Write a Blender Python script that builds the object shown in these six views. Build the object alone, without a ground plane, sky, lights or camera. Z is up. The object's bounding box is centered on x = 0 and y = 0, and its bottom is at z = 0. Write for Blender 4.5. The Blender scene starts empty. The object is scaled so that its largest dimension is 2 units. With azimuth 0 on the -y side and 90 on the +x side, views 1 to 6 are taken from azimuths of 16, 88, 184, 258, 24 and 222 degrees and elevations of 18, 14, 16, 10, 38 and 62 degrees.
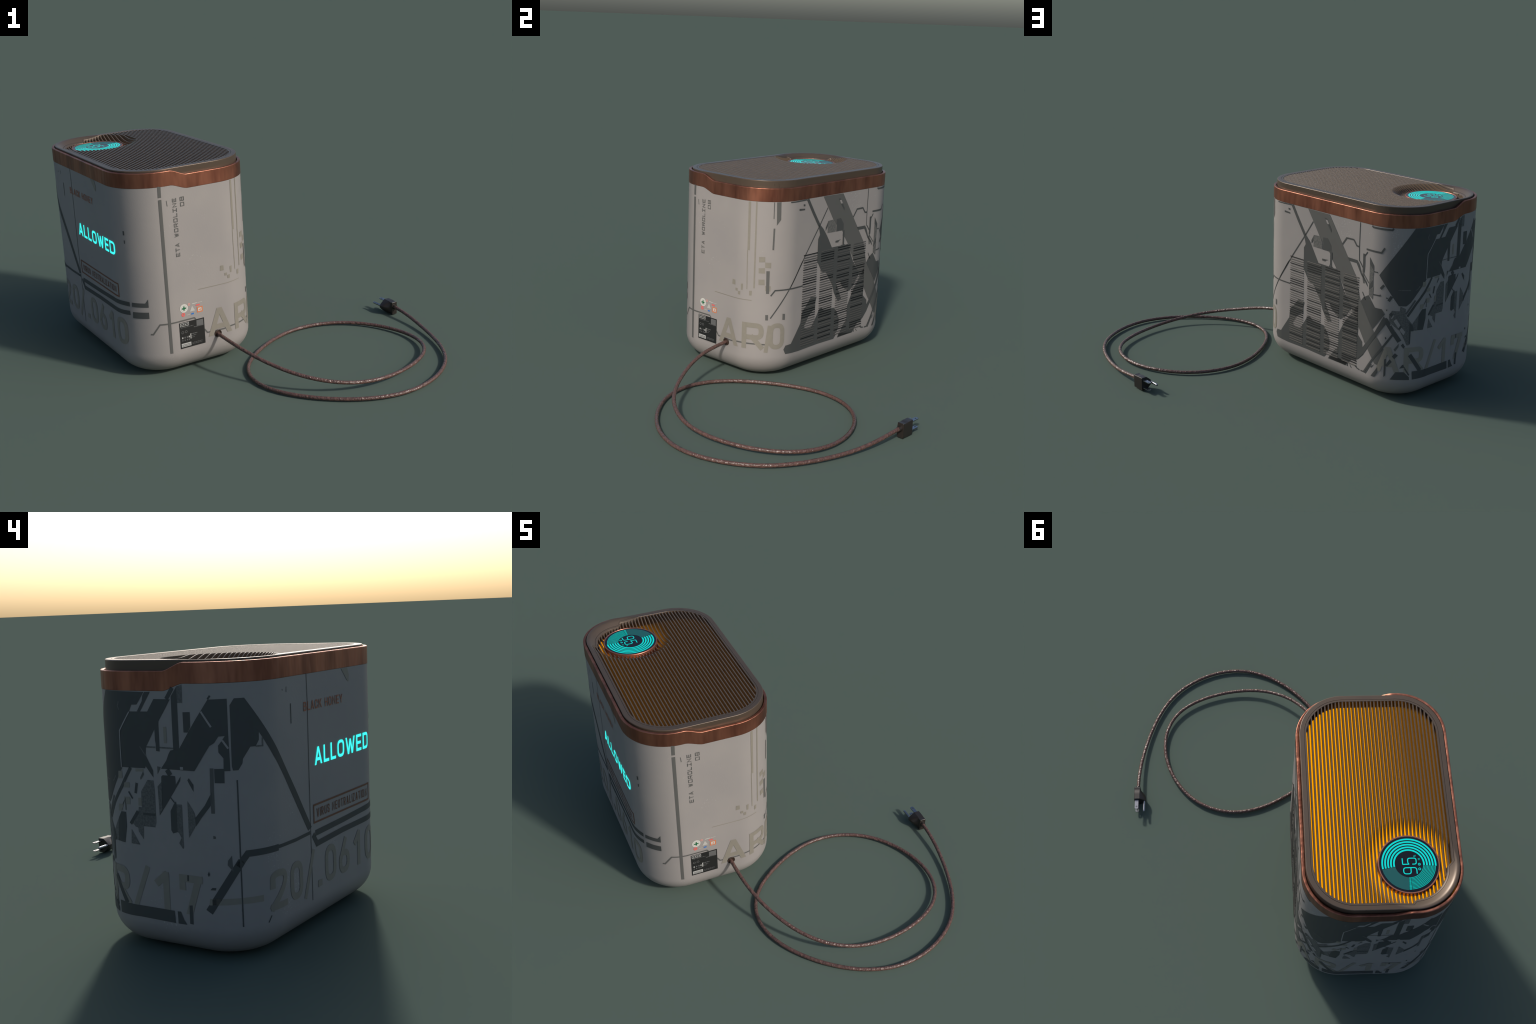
"""A tall rounded air purifier: printed plastic housing, copper collar, lid with
slatted grille and round display, side louvres, and a looped mains cable with plug.
Everything is modelled in the housing's own frame (u = long axis, v = across, z up)
and hung under one Empty that is turned into place."""
import bpy, bmesh, random
from math import sin, cos, pi, hypot, atan2, sqrt, radians
from mathutils import Vector, Matrix
from mathutils.geometry import tessellate_polygon

random.seed(7)

# ------------------------------------------------------------------ sizes
CX, CY, TURN = -0.4810, 0.0335, -0.7667        # place and turn of the housing
A, B, R = 0.5195, 0.3315, 0.206                # half length, half width, corner radius
FOOT_IN, FOOT_UP = 0.1315, 0.1161              # rounded foot of the housing
LID_TOP = 0.9796
LID_IN = 0.0138                                # lid is inset from the housing
SEAM_IN, HOLE_IN = 0.0217, 0.0312              # from the lid edge inwards
DISPLAY = (-0.3015, -0.1102)
RING_R, DISH_R, DISH_D = 0.1290, 0.197, 0.030
FILTER_Z = 0.925
PITCH = 0.0158                                 # of the grille slats
ROOT_M = Matrix.Translation((CX, CY, 0)) @ Matrix.Rotation(TURN, 4, 'Z')
TO_LOCAL = ROOT_M.inverted()

# ------------------------------------------------------------------ materials
def material(name, color, rough=0.5, metal=0.0, noise=None, bump=None, emit=None, spec=0.5,
             specks=None, coat=0.0, rough_var=0.0, stretch=(1, 1, 1)):
    m = bpy.data.materials.new(name)
    m.use_nodes = True
    nt = m.node_tree
    N, L = nt.nodes, nt.links
    p = N["Principled BSDF"]
    p.inputs["Base Color"].default_value = (*color, 1)
    p.inputs["Roughness"].default_value = rough
    p.inputs["Metallic"].default_value = metal
    p.inputs["Specular IOR Level"].default_value = spec
    p.inputs["Coat Weight"].default_value = coat
    tc = N.new("ShaderNodeTexCoord")
    mp = N.new("ShaderNodeMapping")
    mp.inputs["Scale"].default_value = stretch
    L.new(tc.outputs["Object"], mp.inputs["Vector"])
    def tex(scale, detail=3.0, r=0.6):
        t = N.new("ShaderNodeTexNoise")
        t.inputs["Scale"].default_value = scale
        t.inputs["Detail"].default_value = detail
        t.inputs["Roughness"].default_value = r
        L.new(mp.outputs["Vector"], t.inputs["Vector"])
        return t
    last = None
    if noise:
        scale, amount, other = noise
        t = tex(scale)
        rmp = N.new("ShaderNodeValToRGB")
        rmp.color_ramp.elements[0].position = 0.5 - amount
        rmp.color_ramp.elements[1].position = 0.5 + amount
        rmp.color_ramp.elements[0].color = (*color, 1)
        rmp.color_ramp.elements[1].color = (*other, 1)
        L.new(t.outputs["Fac"], rmp.inputs["Fac"])
        last = rmp.outputs["Color"]
    if specks:
        scale, cut, col = specks
        t = tex(scale, 1.0)
        big = tex(5.0, 2.0)
        mul = N.new("ShaderNodeMath"); mul.operation = 'MULTIPLY'
        L.new(t.outputs["Fac"], mul.inputs[0]); L.new(big.outputs["Fac"], mul.inputs[1])
        gt = N.new("ShaderNodeMath"); gt.operation = 'GREATER_THAN'
        gt.inputs[1].default_value = cut
        L.new(mul.outputs[0], gt.inputs[0])
        mx = N.new("ShaderNodeMix"); mx.data_type = 'RGBA'
        sc = N.new("ShaderNodeMath"); sc.operation = 'MULTIPLY'; sc.inputs[1].default_value = 0.6
        L.new(gt.outputs[0], sc.inputs[0]); L.new(sc.outputs[0], mx.inputs["Factor"])
        if last: L.new(last, mx.inputs[6])
        else: mx.inputs[6].default_value = (*color, 1)
        mx.inputs[7].default_value = (*col, 1)
        last = mx.outputs[2]
    if last: L.new(last, p.inputs["Base Color"])
    if rough_var:
        t = tex(9.0)
        mr = N.new("ShaderNodeMapRange")
        mr.inputs["To Min"].default_value = rough - rough_var
        mr.inputs["To Max"].default_value = rough + rough_var
        L.new(t.outputs["Fac"], mr.inputs["Value"]); L.new(mr.outputs["Result"], p.inputs["Roughness"])
    if bump:
        scale, dist = bump
        t = tex(scale, 2.0)
        b = N.new("ShaderNodeBump")
        b.inputs["Distance"].default_value = dist
        L.new(t.outputs["Fac"], b.inputs["Height"]); L.new(b.outputs["Normal"], p.inputs["Normal"])
    if emit:
        p.inputs["Emission Color"].default_value = (*emit[0], 1)
        p.inputs["Emission Strength"].default_value = emit[1]
    return m

PLASTIC = (0.272, 0.251, 0.238)
MAT = {
    "body": material("housing_plastic", PLASTIC, 0.5, noise=(4.0, 0.18, (0.252, 0.234, 0.226)), specks=(170, 0.452, (0.36, 0.345, 0.325)), bump=(230, 0.0003)),
    "dark": material("print_dark_grey", (0.058, 0.060, 0.059), 0.52, noise=(4, 0.3, (0.053, 0.056, 0.055)), spec=0.35),
    "mid": material("print_mid_grey", (0.094, 0.093, 0.088), 0.52, noise=(4, 0.3, (0.086, 0.086, 0.082)), spec=0.35),
    "grey": material("print_worn_grey", (0.085, 0.086, 0.083), 0.52, noise=(170, 0.08, (0.125, 0.122, 0.115)), spec=0.35),
    "tan": material("print_tan", (0.212, 0.193, 0.160), 0.5, noise=(60, 0.2, (0.196, 0.180, 0.150))),
    "boxed_print": material("print_dark_copper", (0.150, 0.055, 0.028), 0.5),
    "copper_print": material("print_copper", (0.30, 0.098, 0.050), 0.5),
    "label": material("label_black", (0.012, 0.012, 0.012), 0.45),
    "label_grey": material("label_grey", (0.10, 0.10, 0.10), 0.5),
    "label_white": material("label_white", (0.36, 0.36, 0.35), 0.5),
    "white": material("icon_white", (0.52, 0.51, 0.47), 0.5),
    "pale": material("icon_pale", (0.41, 0.395, 0.37), 0.5),
    "green": material("icon_green", (0.01, 0.11, 0.045), 0.5),
    "red": material("icon_red", (0.62, 0.10, 0.09), 0.5),
    "pink": material("icon_pink", (0.60, 0.26, 0.23), 0.5),
    "orange": material("icon_orange", (0.58, 0.17, 0.06), 0.5),
    "blue": material("icon_blue", (0.02, 0.13, 0.42), 0.5),
    "copper": material("collar_copper", (0.38, 0.155, 0.100), 0.40, 0.9, noise=(10, 0.12, (0.225, 0.086, 0.057)), bump=(14, 0.0040), rough_var=0.15, stretch=(1.4, 1.4, 0.30)),  # light/dark noise paints upright streaks of reflection into the copper
    "ring": material("ring_copper", (0.45, 0.18, 0.12), 0.38, 0.85),
    "bronze": material("lid_bronze", (0.100, 0.072, 0.052), 0.37, 0.42, noise=(6, 0.25, (0.092, 0.068, 0.051)), rough_var=0.05),
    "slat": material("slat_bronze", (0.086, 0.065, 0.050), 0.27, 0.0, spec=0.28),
    "slat_side_glow_tinted": material("slat_side_glow_tinted", (0.155, 0.112, 0.075), 0.42, 0.0, spec=0.30),  # lightened and warmed over the slat tops to carry the filter's amber glow
    "seam": material("seam_dark", (0.02, 0.018, 0.016), 0.6),
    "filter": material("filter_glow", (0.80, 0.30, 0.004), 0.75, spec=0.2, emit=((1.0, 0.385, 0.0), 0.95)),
    "screen": material("screen_glass", (0.006, 0.007, 0.012), 0.16, spec=0.4),
    "teal": material("screen_teal", (0.0, 0.12, 0.11), 0.25, spec=0.3, emit=((0.0, 0.74, 0.69), 0.76)),
    "teal_mid": material("screen_teal_soft", (0.0, 0.08, 0.075), 0.25, spec=0.3, emit=((0.0, 0.50, 0.45), 0.68)),
    "teal_dim": material("screen_teal_dim", (0.005, 0.05, 0.05), 0.3, noise=(420, 0.25, (0.004, 0.04, 0.042)), emit=((0.004, 0.06, 0.06), 0.7)),
    "cyan": material("word_cyan", (0.02, 0.4, 0.38), 0.4, emit=((0.05, 1.0, 0.93), 1.0)),
    "louvre_black": material("louvre_black", (0.006, 0.006, 0.006), 0.6, spec=0.2),
    "louvre": material("louvre_plastic", (0.060, 0.055, 0.050), 0.34),
    "cable": material("cable_rubber", (0.112, 0.058, 0.047), 0.28, noise=(80, 0.16, (0.070, 0.040, 0.034)), bump=(75, 0.0065), rough_var=0.08),
    "plug": material("plug_rubber", (0.019, 0.015, 0.013), 0.36),
    "grommet": material("grommet_brown", (0.035, 0.021, 0.015), 0.4),
    "steel": material("prong_steel", (0.32, 0.33, 0.36), 0.26, 1.0),
}

# ------------------------------------------------------------------ object helpers
root = bpy.data.objects.new("air_purifier", None)
root.empty_display_size = 0.2
bpy.context.scene.collection.objects.link(root)
root.matrix_world = ROOT_M
root["label"] = "pale printed air purifier with copper collar, slatted lid, power cable"
root["category"] = "air purifier"

def add(name, mesh, parent=None, mats=()):
    ob = bpy.data.objects.new(name, mesh)
    bpy.context.scene.collection.objects.link(ob)
    ob.parent = parent or root
    for m in mats:
        mesh.materials.append(MAT[m])
    return ob

def mesh_of(name, verts, faces, smooth=True, sharp=None):
    me = bpy.data.meshes.new(name)
    me.from_pydata([tuple(v) for v in verts], [], faces)
    me.validate()
    bm = bmesh.new(); bm.from_mesh(me)
    bmesh.ops.recalc_face_normals(bm, faces=bm.faces)
    bm.to_mesh(me); bm.free()
    if smooth:
        me.polygons.foreach_set("use_smooth", [True] * len(me.polygons))
        if sharp: me.set_sharp_from_angle(angle=radians(sharp))
    return me

# ------------------------------------------------------------------ the outline of the housing
def outline(a, b, r, corner=20, straight=14, dense=None):
    """points of a rounded rectangle, anticlockwise, as (u, v, normal_u, normal_v)"""
    x, y, out = a - r, b - r, []
    def run(p, q, n):
        for i in range(straight):
            f = i / straight
            out.append((p[0] + (q[0] - p[0]) * f, p[1] + (q[1] - p[1]) * f, *n))
    def arc(cx, cy, a0):
        for i in range(corner):
            t = a0 + pi / 2 * i / corner
            out.append((cx + r * cos(t), cy + r * sin(t), cos(t), sin(t)))
    run((a, -y), (a, y), (1, 0)); arc(x, y, 0)
    run((x, b), (-x, b), (0, 1)); arc(-x, y, pi / 2)
    run((-a, y), (-a, -y), (-1, 0)); arc(-x, -y, pi)
    run((-x, -b), (x, -b), (0, -1)); arc(x, -y, 1.5 * pi)
    return out

def loft(rows, close_first=False, close_last=False):
    n, verts, faces = len(rows[0]), [], []
    for row in rows: verts += row
    for j in range(len(rows) - 1):
        for i in range(n):
            k = (i + 1) % n
            faces.append((j * n + i, j * n + k, (j + 1) * n + k, (j + 1) * n + i))
    if close_first: faces.append(tuple(range(n))[::-1])
    if close_last: faces.append(tuple((len(rows) - 1) * n + i for i in range(n)))
    return verts, faces

def foot_inset(z):
    return FOOT_IN * (1 - sqrt(max(0.0, 1 - ((FOOT_UP - z) / FOOT_UP) ** 2))) if z < FOOT_UP else 0.0

QUARTER, LU, LV = pi / 2 * R, 2 * (A - R), 2 * (B - R)
AROUND = 2 * LU + 2 * LV + 4 * QUARTER

def wrap(s, z, lift=0.0):
    """distance s around the housing (0 = middle of the cable end, running
    anticlockwise) and height z -> point on the skin and its normal"""
    s = (s + LV / 2) % AROUND
    x, y = A - R, B - R
    parts = [(LV, None), (QUARTER, (x, y, 0)), (LU, None), (QUARTER, (-x, y, pi / 2)),
             (LV, None), (QUARTER, (-x, -y, pi)), (LU, None), (QUARTER, (x, -y, 1.5 * pi))]
    k = 0
    while k < 7 and s > parts[k][0]:
        s -= parts[k][0]; k += 1
    if k % 2:
        cx, cy, a0 = parts[k][1]
        t = a0 + s / R
        n = (cos(t), sin(t)); p = (cx + R * n[0], cy + R * n[1])
    elif k == 0: n, p = (1, 0), (A, -y + s)
    elif k == 2: n, p = (0, 1), (x - s, B)
    elif k == 4: n, p = (-1, 0), (-A, y - s)
    else: n, p = (0, -1), (-x + s, -B)
    d = lift - foot_inset(z)
    nz = 0.0
    if z < FOOT_UP:
        nz = -((FOOT_UP - z) / FOOT_UP)
    h = sqrt(max(0.0, 1 - nz * nz))
    return Vector((p[0] + n[0] * d, p[1] + n[1] * d, z)), Vector((n[0] * h, n[1] * h, nz))

# ------------------------------------------------------------------ housing
def housing():
    ring = outline(A, B, R, 24, 10)
    zs = [FOOT_UP * (1 - cos(pi / 2 * i / 14)) for i in range(15)]
    zs += [0.2, 0.35, 0.5, 0.65, 0.8, 0.93]
    rows = []
    for z in zs:
        d = foot_inset(z)
        rows.append([(p[0] - p[2] * d, p[1] - p[3] * d, z) for p in ring])
    v, f = loft(rows, True)                      # open at the top, under the collar
    return add("housing", mesh_of("housing", v, f, True, 50), mats=["body"])
body = housing()

# ------------------------------------------------------------------ copper collar
def collar():
    ring = outline(A, B, R, 28, 40)
    def step(v):
        t = min(1.0, max(0.0, (-v - 0.030) / 0.078))
        return 0.55 * t * t * (3 - 2 * t) + 0.45 * t
    def bead(r, n=4):                      # a small rounded edge: (inwards, upwards)
        return [(r * (1 - sin(pi / 2 * i / n)), r * (1 - cos(pi / 2 * i / n))) for i in range(n + 1)]
    q = 0.0010                             # the band stands this proud of the housing
    low = [(-0.008, 0.003), (-0.0005, 0.0003)] + [(q - x, y) for x, y in bead(0.0014)] + [(q, 0.0020)]
    high = [(q, -0.0036), (q, -0.0030)] + [(q - 0.0028 * (1 - cos(pi / 2 * i / 4)), -0.0028 * (1 - sin(pi / 2 * i / 4))) for i in range(5)]
    high += [(q - 0.0034, 0.0), (-0.0105, 0.0), (-0.0112, -0.0003), (-0.0120, -0.0010), (-0.0122, -0.0025), (-0.0122, -0.045)]
    rows = []
    for base, prof in ((0, low), (1, high)):
        for off, dz in prof:
            row = []
            for u, v, nu, nv in ring:
                k = step(v)
                z = (0.9455 + 0.0268 * k if base else 0.8812 + 0.0243 * k) + dz
                row.append((u + nu * off, v + nv * off, z))
            rows.append(row)
    v, f = loft(rows)
    return add("collar", mesh_of("collar", v, f, True, 40), mats=["copper"])
collar()

# ------------------------------------------------------------------ lid
LA, LB, LR = A - LID_IN, B - LID_IN, R - LID_IN + 0.007

def dish(u, v):
    d = hypot(u - DISPLAY[0], v - DISPLAY[1])
    t = min(1.0, max(0.0, (DISH_R - d) / (DISH_R - 0.138)))
    return DISH_D * sin(pi / 2 * t) ** 1.45

def lid_outline():
    """finer near the jogs where the rim widens round the display"""
    return outline(LA, LB, LR, 56, 90)

def rim_widen(u, v):
    """extra rim width round the display corner (reached through two short jogs)"""
    x, y = LA - LR, LB - LR
    def ramp(d): return min(1.0, max(0.0, (d + 0.006) / 0.016))
    if u < 0 and v < 0:
        return 0.0185 * min(ramp(-u - x), ramp(-v - y))
    return 0.0

def lid():
    ring = lid_outline()
    def row(off, dz, widen=False, z=None, frac=None):
        out = []
        for u, v, nu, nv in ring:
            o = off + (rim_widen(u, v) if widen else 0)
            if frac is not None: o = 0.0040 + (o - 0.0040) * frac
            x, y = u - nu * o, v - nv * o
            out.append((x, y, z if z is not None else LID_TOP + dz - dish(x, y)))
        return out
    rows = [row(0, 0, z=0.872), row(0, -0.0040), row(0, -0.0034)]
    rows += [row(0.003 * (1 - cos(pi / 8 * i)), -0.003 * (1 - sin(pi / 8 * i))) for i in range(5)]
    rows += [row(0.0036, 0)]
    rows += [row(SEAM_IN - 0.0006, 0, True, frac=f) for f in (0.2, 0.4, 0.6, 0.8, 1.0)]
    rows += [row(SEAM_IN - 0.0004, -0.0022, True), row(SEAM_IN + 0.0006, -0.0022, True), row(SEAM_IN + 0.0008, 0, True)]
    rows += [row(HOLE_IN - 0.004, 0, True), row(HOLE_IN - 0.0006, 0, True), row(HOLE_IN, -0.0008, True)]
    rows += [row(HOLE_IN, 0, True, z=FILTER_Z - 0.004)]
    v, f = loft(rows)
    me = mesh_of("lid", v, f, True, 32)
    ob = add("lid", me, mats=["bronze", "seam"])
    n = len(ring)
    for j in (13, 14, 15):
        for i in range(n): me.polygons[j * n + i].material_index = 1
    hole = [(p[0], p[1]) for p in row(HOLE_IN, 0, True, z=0)]
    return ob, hole
lid_ob, HOLE = lid()

def spans(v):
    """where a line of constant v crosses the grille opening"""
    cuts = []
    for i in range(len(HOLE)):
        (a, b), (c, d) = HOLE[i], HOLE[(i + 1) % len(HOLE)]
        if (b > v) != (d > v):
            cuts.append(a + (c - a) * (v - b) / (d - b))
    cuts.sort()
    return cuts

def slat(v, u0, u1):
    w = 0.0028                                     # a deep blade standing on the filter
    n = max(3, int((u1 - u0) / 0.006))
    sect = [(-w, None), (-w, -0.0008), (-w + 0.0008, 0), (w - 0.0008, 0), (w, -0.0008), (w, None)]
    verts, faces, m = [], [], 6
    for i in range(n + 1):
        u = u0 + (u1 - u0) * i / n
        z = LID_TOP - 0.0006 - dish(u, v)
        verts += [(u, v + a, FILTER_Z - 0.001 if b is None else z + b) for a, b in sect]
    for i in range(n):
        for k in range(m):
            a, b = i * m + k, i * m + (k + 1) % m
            faces.append((a, b, b + m, a + m))
    faces += [tuple(range(m)), tuple(n * m + k for k in range(m))]
    me = mesh_of("grille_slat", verts, faces, True, 30)
    add("grille_slat", me, lid_ob, ["slat", "slat_side_glow_tinted"])
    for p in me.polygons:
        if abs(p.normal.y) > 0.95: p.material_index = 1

for k in range(-18, 18):
    v = PITCH * (k + 0.5)
    c = spans(v)
    u0, u1 = c[0] - 0.003, c[-1] + 0.003
    dv = v - DISPLAY[1]
    rr = RING_R - 0.002
    if abs(dv) < rr:
        w = sqrt(rr * rr - dv * dv)
        if DISPLAY[0] - w > u0 + 0.004: slat(v, u0, DISPLAY[0] - w)
        slat(v, DISPLAY[0] + w, u1)
    else:
        slat(v, u0, u1)

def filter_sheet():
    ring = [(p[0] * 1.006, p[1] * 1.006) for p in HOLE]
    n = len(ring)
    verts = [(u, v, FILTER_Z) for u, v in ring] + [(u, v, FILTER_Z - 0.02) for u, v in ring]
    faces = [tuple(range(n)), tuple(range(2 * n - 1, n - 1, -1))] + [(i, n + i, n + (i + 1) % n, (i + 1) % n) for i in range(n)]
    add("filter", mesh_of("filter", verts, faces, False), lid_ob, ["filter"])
filter_sheet()

# ------------------------------------------------------------------ display
def revolve(profile, n=96, centre=(0, 0)):
    verts, faces, m = [], [], len(profile)
    for i in range(n):
        t = 2 * pi * i / n
        verts += [(centre[0] + r * cos(t), centre[1] + r * sin(t), z) for r, z in profile]
    for i in range(n):
        for k in range(m - 1):
            a, b = i * m + k, ((i + 1) % n) * m + k
            faces.append((a, b, b + 1, a + 1))
    return verts, faces

v, f = revolve([(RING_R, FILTER_Z - 0.005), (RING_R, 0.9570), (RING_R - 0.0012, 0.9584), (RING_R - 0.0052, 0.9584), (RING_R - 0.0062, 0.9572), (RING_R - 0.0062, FILTER_Z - 0.005)], centre=DISPLAY)
ring_ob = add("display", mesh_of("display_bezel", v, f, True, 35), lid_ob, ["ring"])
SCREEN_Z = 0.9572
v, f = revolve([(0.0, SCREEN_Z - 0.01), (RING_R - 0.0064, SCREEN_Z - 0.01), (RING_R - 0.0064, SCREEN_Z), (0.0, SCREEN_Z)], centre=DISPLAY)
me = mesh_of("screen", v, f, True, 35)
add("screen", me, ring_ob, ["screen"])

class Flat:
    """thin raised marks lying on the screen, in display coordinates"""
    def __init__(self): self.v, self.f = [], []
    def band(self, left, right, z=0.0006):
        n0 = len(self.v)
        for p, q in zip(left, right):
            for x, y in (p, q):
                self.v.append((DISPLAY[0] + x, DISPLAY[1] + y, SCREEN_Z + z))
        for i in range(len(left) - 1):
            a = n0 + 2 * i
            self.f.append((a, a + 1, a + 3, a + 2))
    def arc(self, r0, r1, a0, a1, z=0.0006):
        n = max(3, int(abs(a1 - a0) / 2.5))
        t = [radians(a0 + (a1 - a0) * i / n) for i in range(n + 1)]
        self.band([(r0 * cos(x), r0 * sin(x)) for x in t], [(r1 * cos(x), r1 * sin(x)) for x in t], z)
    def stroke(self, pts, w, closed=False, z=0.0006):
        l, r = mitre(pts, w, closed)
        self.band(l, r, z)
    def done(self, name, mat):
        me = bpy.data.meshes.new(name)
        me.from_pydata(self.v, [], self.f)
        bm = bmesh.new(); bm.from_mesh(me)
        for fc in bm.faces:
            fc.normal_update()
            if fc.normal.z < 0: fc.normal_flip()
        bm.to_mesh(me); bm.free()
        ob = add(name, me, ring_ob, [mat]); ob["kind"] = "stuff"

def mitre(pts, w, closed=False):
    n, l, r = len(pts), [], []
    idx = list(range(n)) + ([0] if closed else [])
    for i in idx:
        def direction(a, b):
            d = hypot(b[0] - a[0], b[1] - a[1]) or 1e-9
            return ((b[0] - a[0]) / d, (b[1] - a[1]) / d)
        prev = pts[i - 1] if i > 0 or closed else None
        nxt = pts[(i + 1) % n] if i < n - 1 or closed else None
        d0 = direction(prev, pts[i]) if prev else direction(pts[i], nxt)
        d1 = direction(pts[i], nxt) if nxt else d0
        mx, my = -(d0[1] + d1[1]), d0[0] + d1[0]
        q = hypot(mx, my) or 1e-9
        mx, my = mx / q, my / q
        k = w / 2 / max(0.45, mx * -d0[1] + my * d0[0])
        l.append((pts[i][0] + mx * k, pts[i][1] + my * k))
        r.append((pts[i][0] - mx * k, pts[i][1] - my * k))
    return l, r

def rounded(pts, r, closed=False, n=4):
    """round the corners of a polyline"""
    out = []
    for i, p in enumerate(pts):
        if not closed and i in (0, len(pts) - 1): out.append(p); continue
        a, b = Vector(pts[i - 1]), Vector(pts[(i + 1) % len(pts)])
        p = Vector(p)
        ra, rb = min(r, (a - p).length / 2), min(r, (b - p).length / 2)
        s, e = p + (a - p).normalized() * ra, p + (b - p).normalized() * rb
        for k in range(n + 1):
            t = k / n
            out.append(tuple(s * (1 - t) ** 2 + p * 2 * t * (1 - t) + e * t * t))
    clean = [out[0]]
    for p in out[1:]:
        if hypot(p[0] - clean[-1][0], p[1] - clean[-1][1]) > 2e-5: clean.append(p)
    if closed and hypot(clean[0][0] - clean[-1][0], clean[0][1] - clean[-1][1]) < 2e-5: clean.pop()
    return clean

bright, soft, dim = Flat(), Flat(), Flat()
for k in range(5):
    r = 0.0588 + 0.01205 * k
    bright.arc(r, r + 0.0070, -95.2, 100.5)
dim.arc(0.0588, 0.1142, 101.6, 175.0)
for k in range(10):
    r = 0.0588 + 0.00545 * k
    soft.arc(r, r + 0.0031, 182.8, 264.2)
    soft.arc(r, r + 0.0042, 176.0, 181.6)
# figures: reading direction runs along +u, their tops point to +v
nine = [(-0.0165, 0.0), (-0.0165, 0.0245), (-0.0435, 0.0245), (-0.0435, -0.0062), (-0.0165, -0.0062)]
five = [(0.0255, 0.0262), (-0.0012, 0.0262), (-0.0012, 0.0), (0.0060, 0.0042), (0.0253, 0.0042), (0.0253, -0.0308), (-0.0012, -0.0308), (-0.0012, -0.0138)]
bright.stroke(rounded(nine, 0.011), 0.0042, z=0.0009)
bright.stroke(rounded([(-0.0165, 0.004), (-0.0165, -0.0300), (-0.0435, -0.0300)], 0.011), 0.0042, z=0.0012)
bright.stroke(rounded(five[:4], 0.002) , 0.0042, z=0.0009)
bright.stroke(rounded(five[3:], 0.009), 0.0042, z=0.0012)
def ringlet(cx, cy, r, w, flat):
    flat.stroke([(cx + r * cos(t * pi / 6), cy + r * sin(t * pi / 6)) for t in range(12)], w, True)
ringlet(-0.0228, -0.0425, 0.0046, 0.0024, bright)
ringlet(-0.0020, -0.0430, 0.0046, 0.0022, bright)
bright.stroke([(-0.0038, -0.0430), (-0.0002, -0.0430)], 0.002)
for du in (-0.003, 0.003):
    soft.stroke([(0.0207 + du, -0.0475), (0.0207 + du, -0.0385)], 0.0022)
soft.stroke([(0.0165, -0.0430), (0.0249, -0.0430)], 0.0016, z=0.0009)
soft.stroke([(0.0315, -0.030), (0.0385, -0.0225)], 0.0016)
ringlet(0.0325, -0.0235, 0.0016, 0.0013, soft); ringlet(0.0375, -0.0292, 0.0016, 0.0013, soft)
bright.done("display_mark_bright", "teal"); soft.done("display_mark_soft", "teal_mid"); dim.done("display_mark_dim", "teal_dim")

# ------------------------------------------------------------------ printed marks on the housing
PRINT = {}
def print_mesh(key):
    return PRINT.setdefault(key, ([], [], []))

def lay(bm, mat, layer, group):
    """cut a flat (s, z) mesh to follow the rounded corners and wrap it on the skin"""
    ss = [v.co.x for v in bm.verts]; zz = [v.co.y for v in bm.verts]
    s0, s1, z0 = min(ss), max(ss), min(zz)
    edges = [LV / 2, LV / 2 + QUARTER, LV / 2 + QUARTER + LU, LV / 2 + 2 * QUARTER + LU, LV * 1.5 + 2 * QUARTER + LU,
             LV * 1.5 + 3 * QUARTER + LU, LV * 1.5 + 3 * QUARTER + 2 * LU, LV * 1.5 + 4 * QUARTER + 2 * LU]
    cuts = []
    for i in range(0, 8, 2):
        cuts += [edges[i] + QUARTER * k / 24 for k in range(25)]
    for c in cuts:
        for w in (c, c - AROUND, c + AROUND):
            if s0 + 1e-4 < w < s1 - 1e-4:
                bmesh.ops.bisect_plane(bm, geom=bm.verts[:] + bm.edges[:] + bm.faces[:], plane_co=(w, 0, 0), plane_no=(1, 0, 0), dist=1e-6)
    z = FOOT_UP
    while z > z0 and z > 0.04:
        bmesh.ops.bisect_plane(bm, geom=bm.verts[:] + bm.edges[:] + bm.faces[:], plane_co=(0, z, 0), plane_no=(0, 1, 0), dist=1e-6)
        z -= 0.008
    V, F, NN = print_mesh(group or mat)
    base = len(V)
    lift = 0.0005 + 0.0005 * layer
    bm.verts.index_update()
    for v in bm.verts:
        p, n = wrap(v.co.x, v.co.y, lift)
        V.append(tuple(p)); NN.append(tuple(n))
    for f in bm.faces:
        f.normal_update()
        idx = [base + v.index for v in f.verts]
        F.append(tuple(idx if f.normal.z > 0 else idx[::-1]))
    bm.free()

def unroll(pts):
    """keep s continuous where a mark crosses the seam of the coordinate"""
    out = [pts[0]]
    for s, z in pts[1:]:
        while s - out[-1][0] > AROUND / 2: s -= AROUND
        while s - out[-1][0] < -AROUND / 2: s += AROUND
        out.append((s, z))
    return out

def patch(mat, layer, pts, group=None):
    pts = unroll(pts)
    tris = tessellate_polygon([[Vector((x, y, 0)) for x, y in pts]])
    bm = bmesh.new()
    vs = [bm.verts.new((x, y, 0)) for x, y in pts]
    for t in tris:
        a, b, c = (pts[i] for i in t)
        if abs((b[0] - a[0]) * (c[1] - a[1]) - (c[0] - a[0]) * (b[1] - a[1])) < 1e-9: continue
        try: bm.faces.new([vs[i] for i in t])
        except ValueError: pass
    lay(bm, mat, layer, group)

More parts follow.
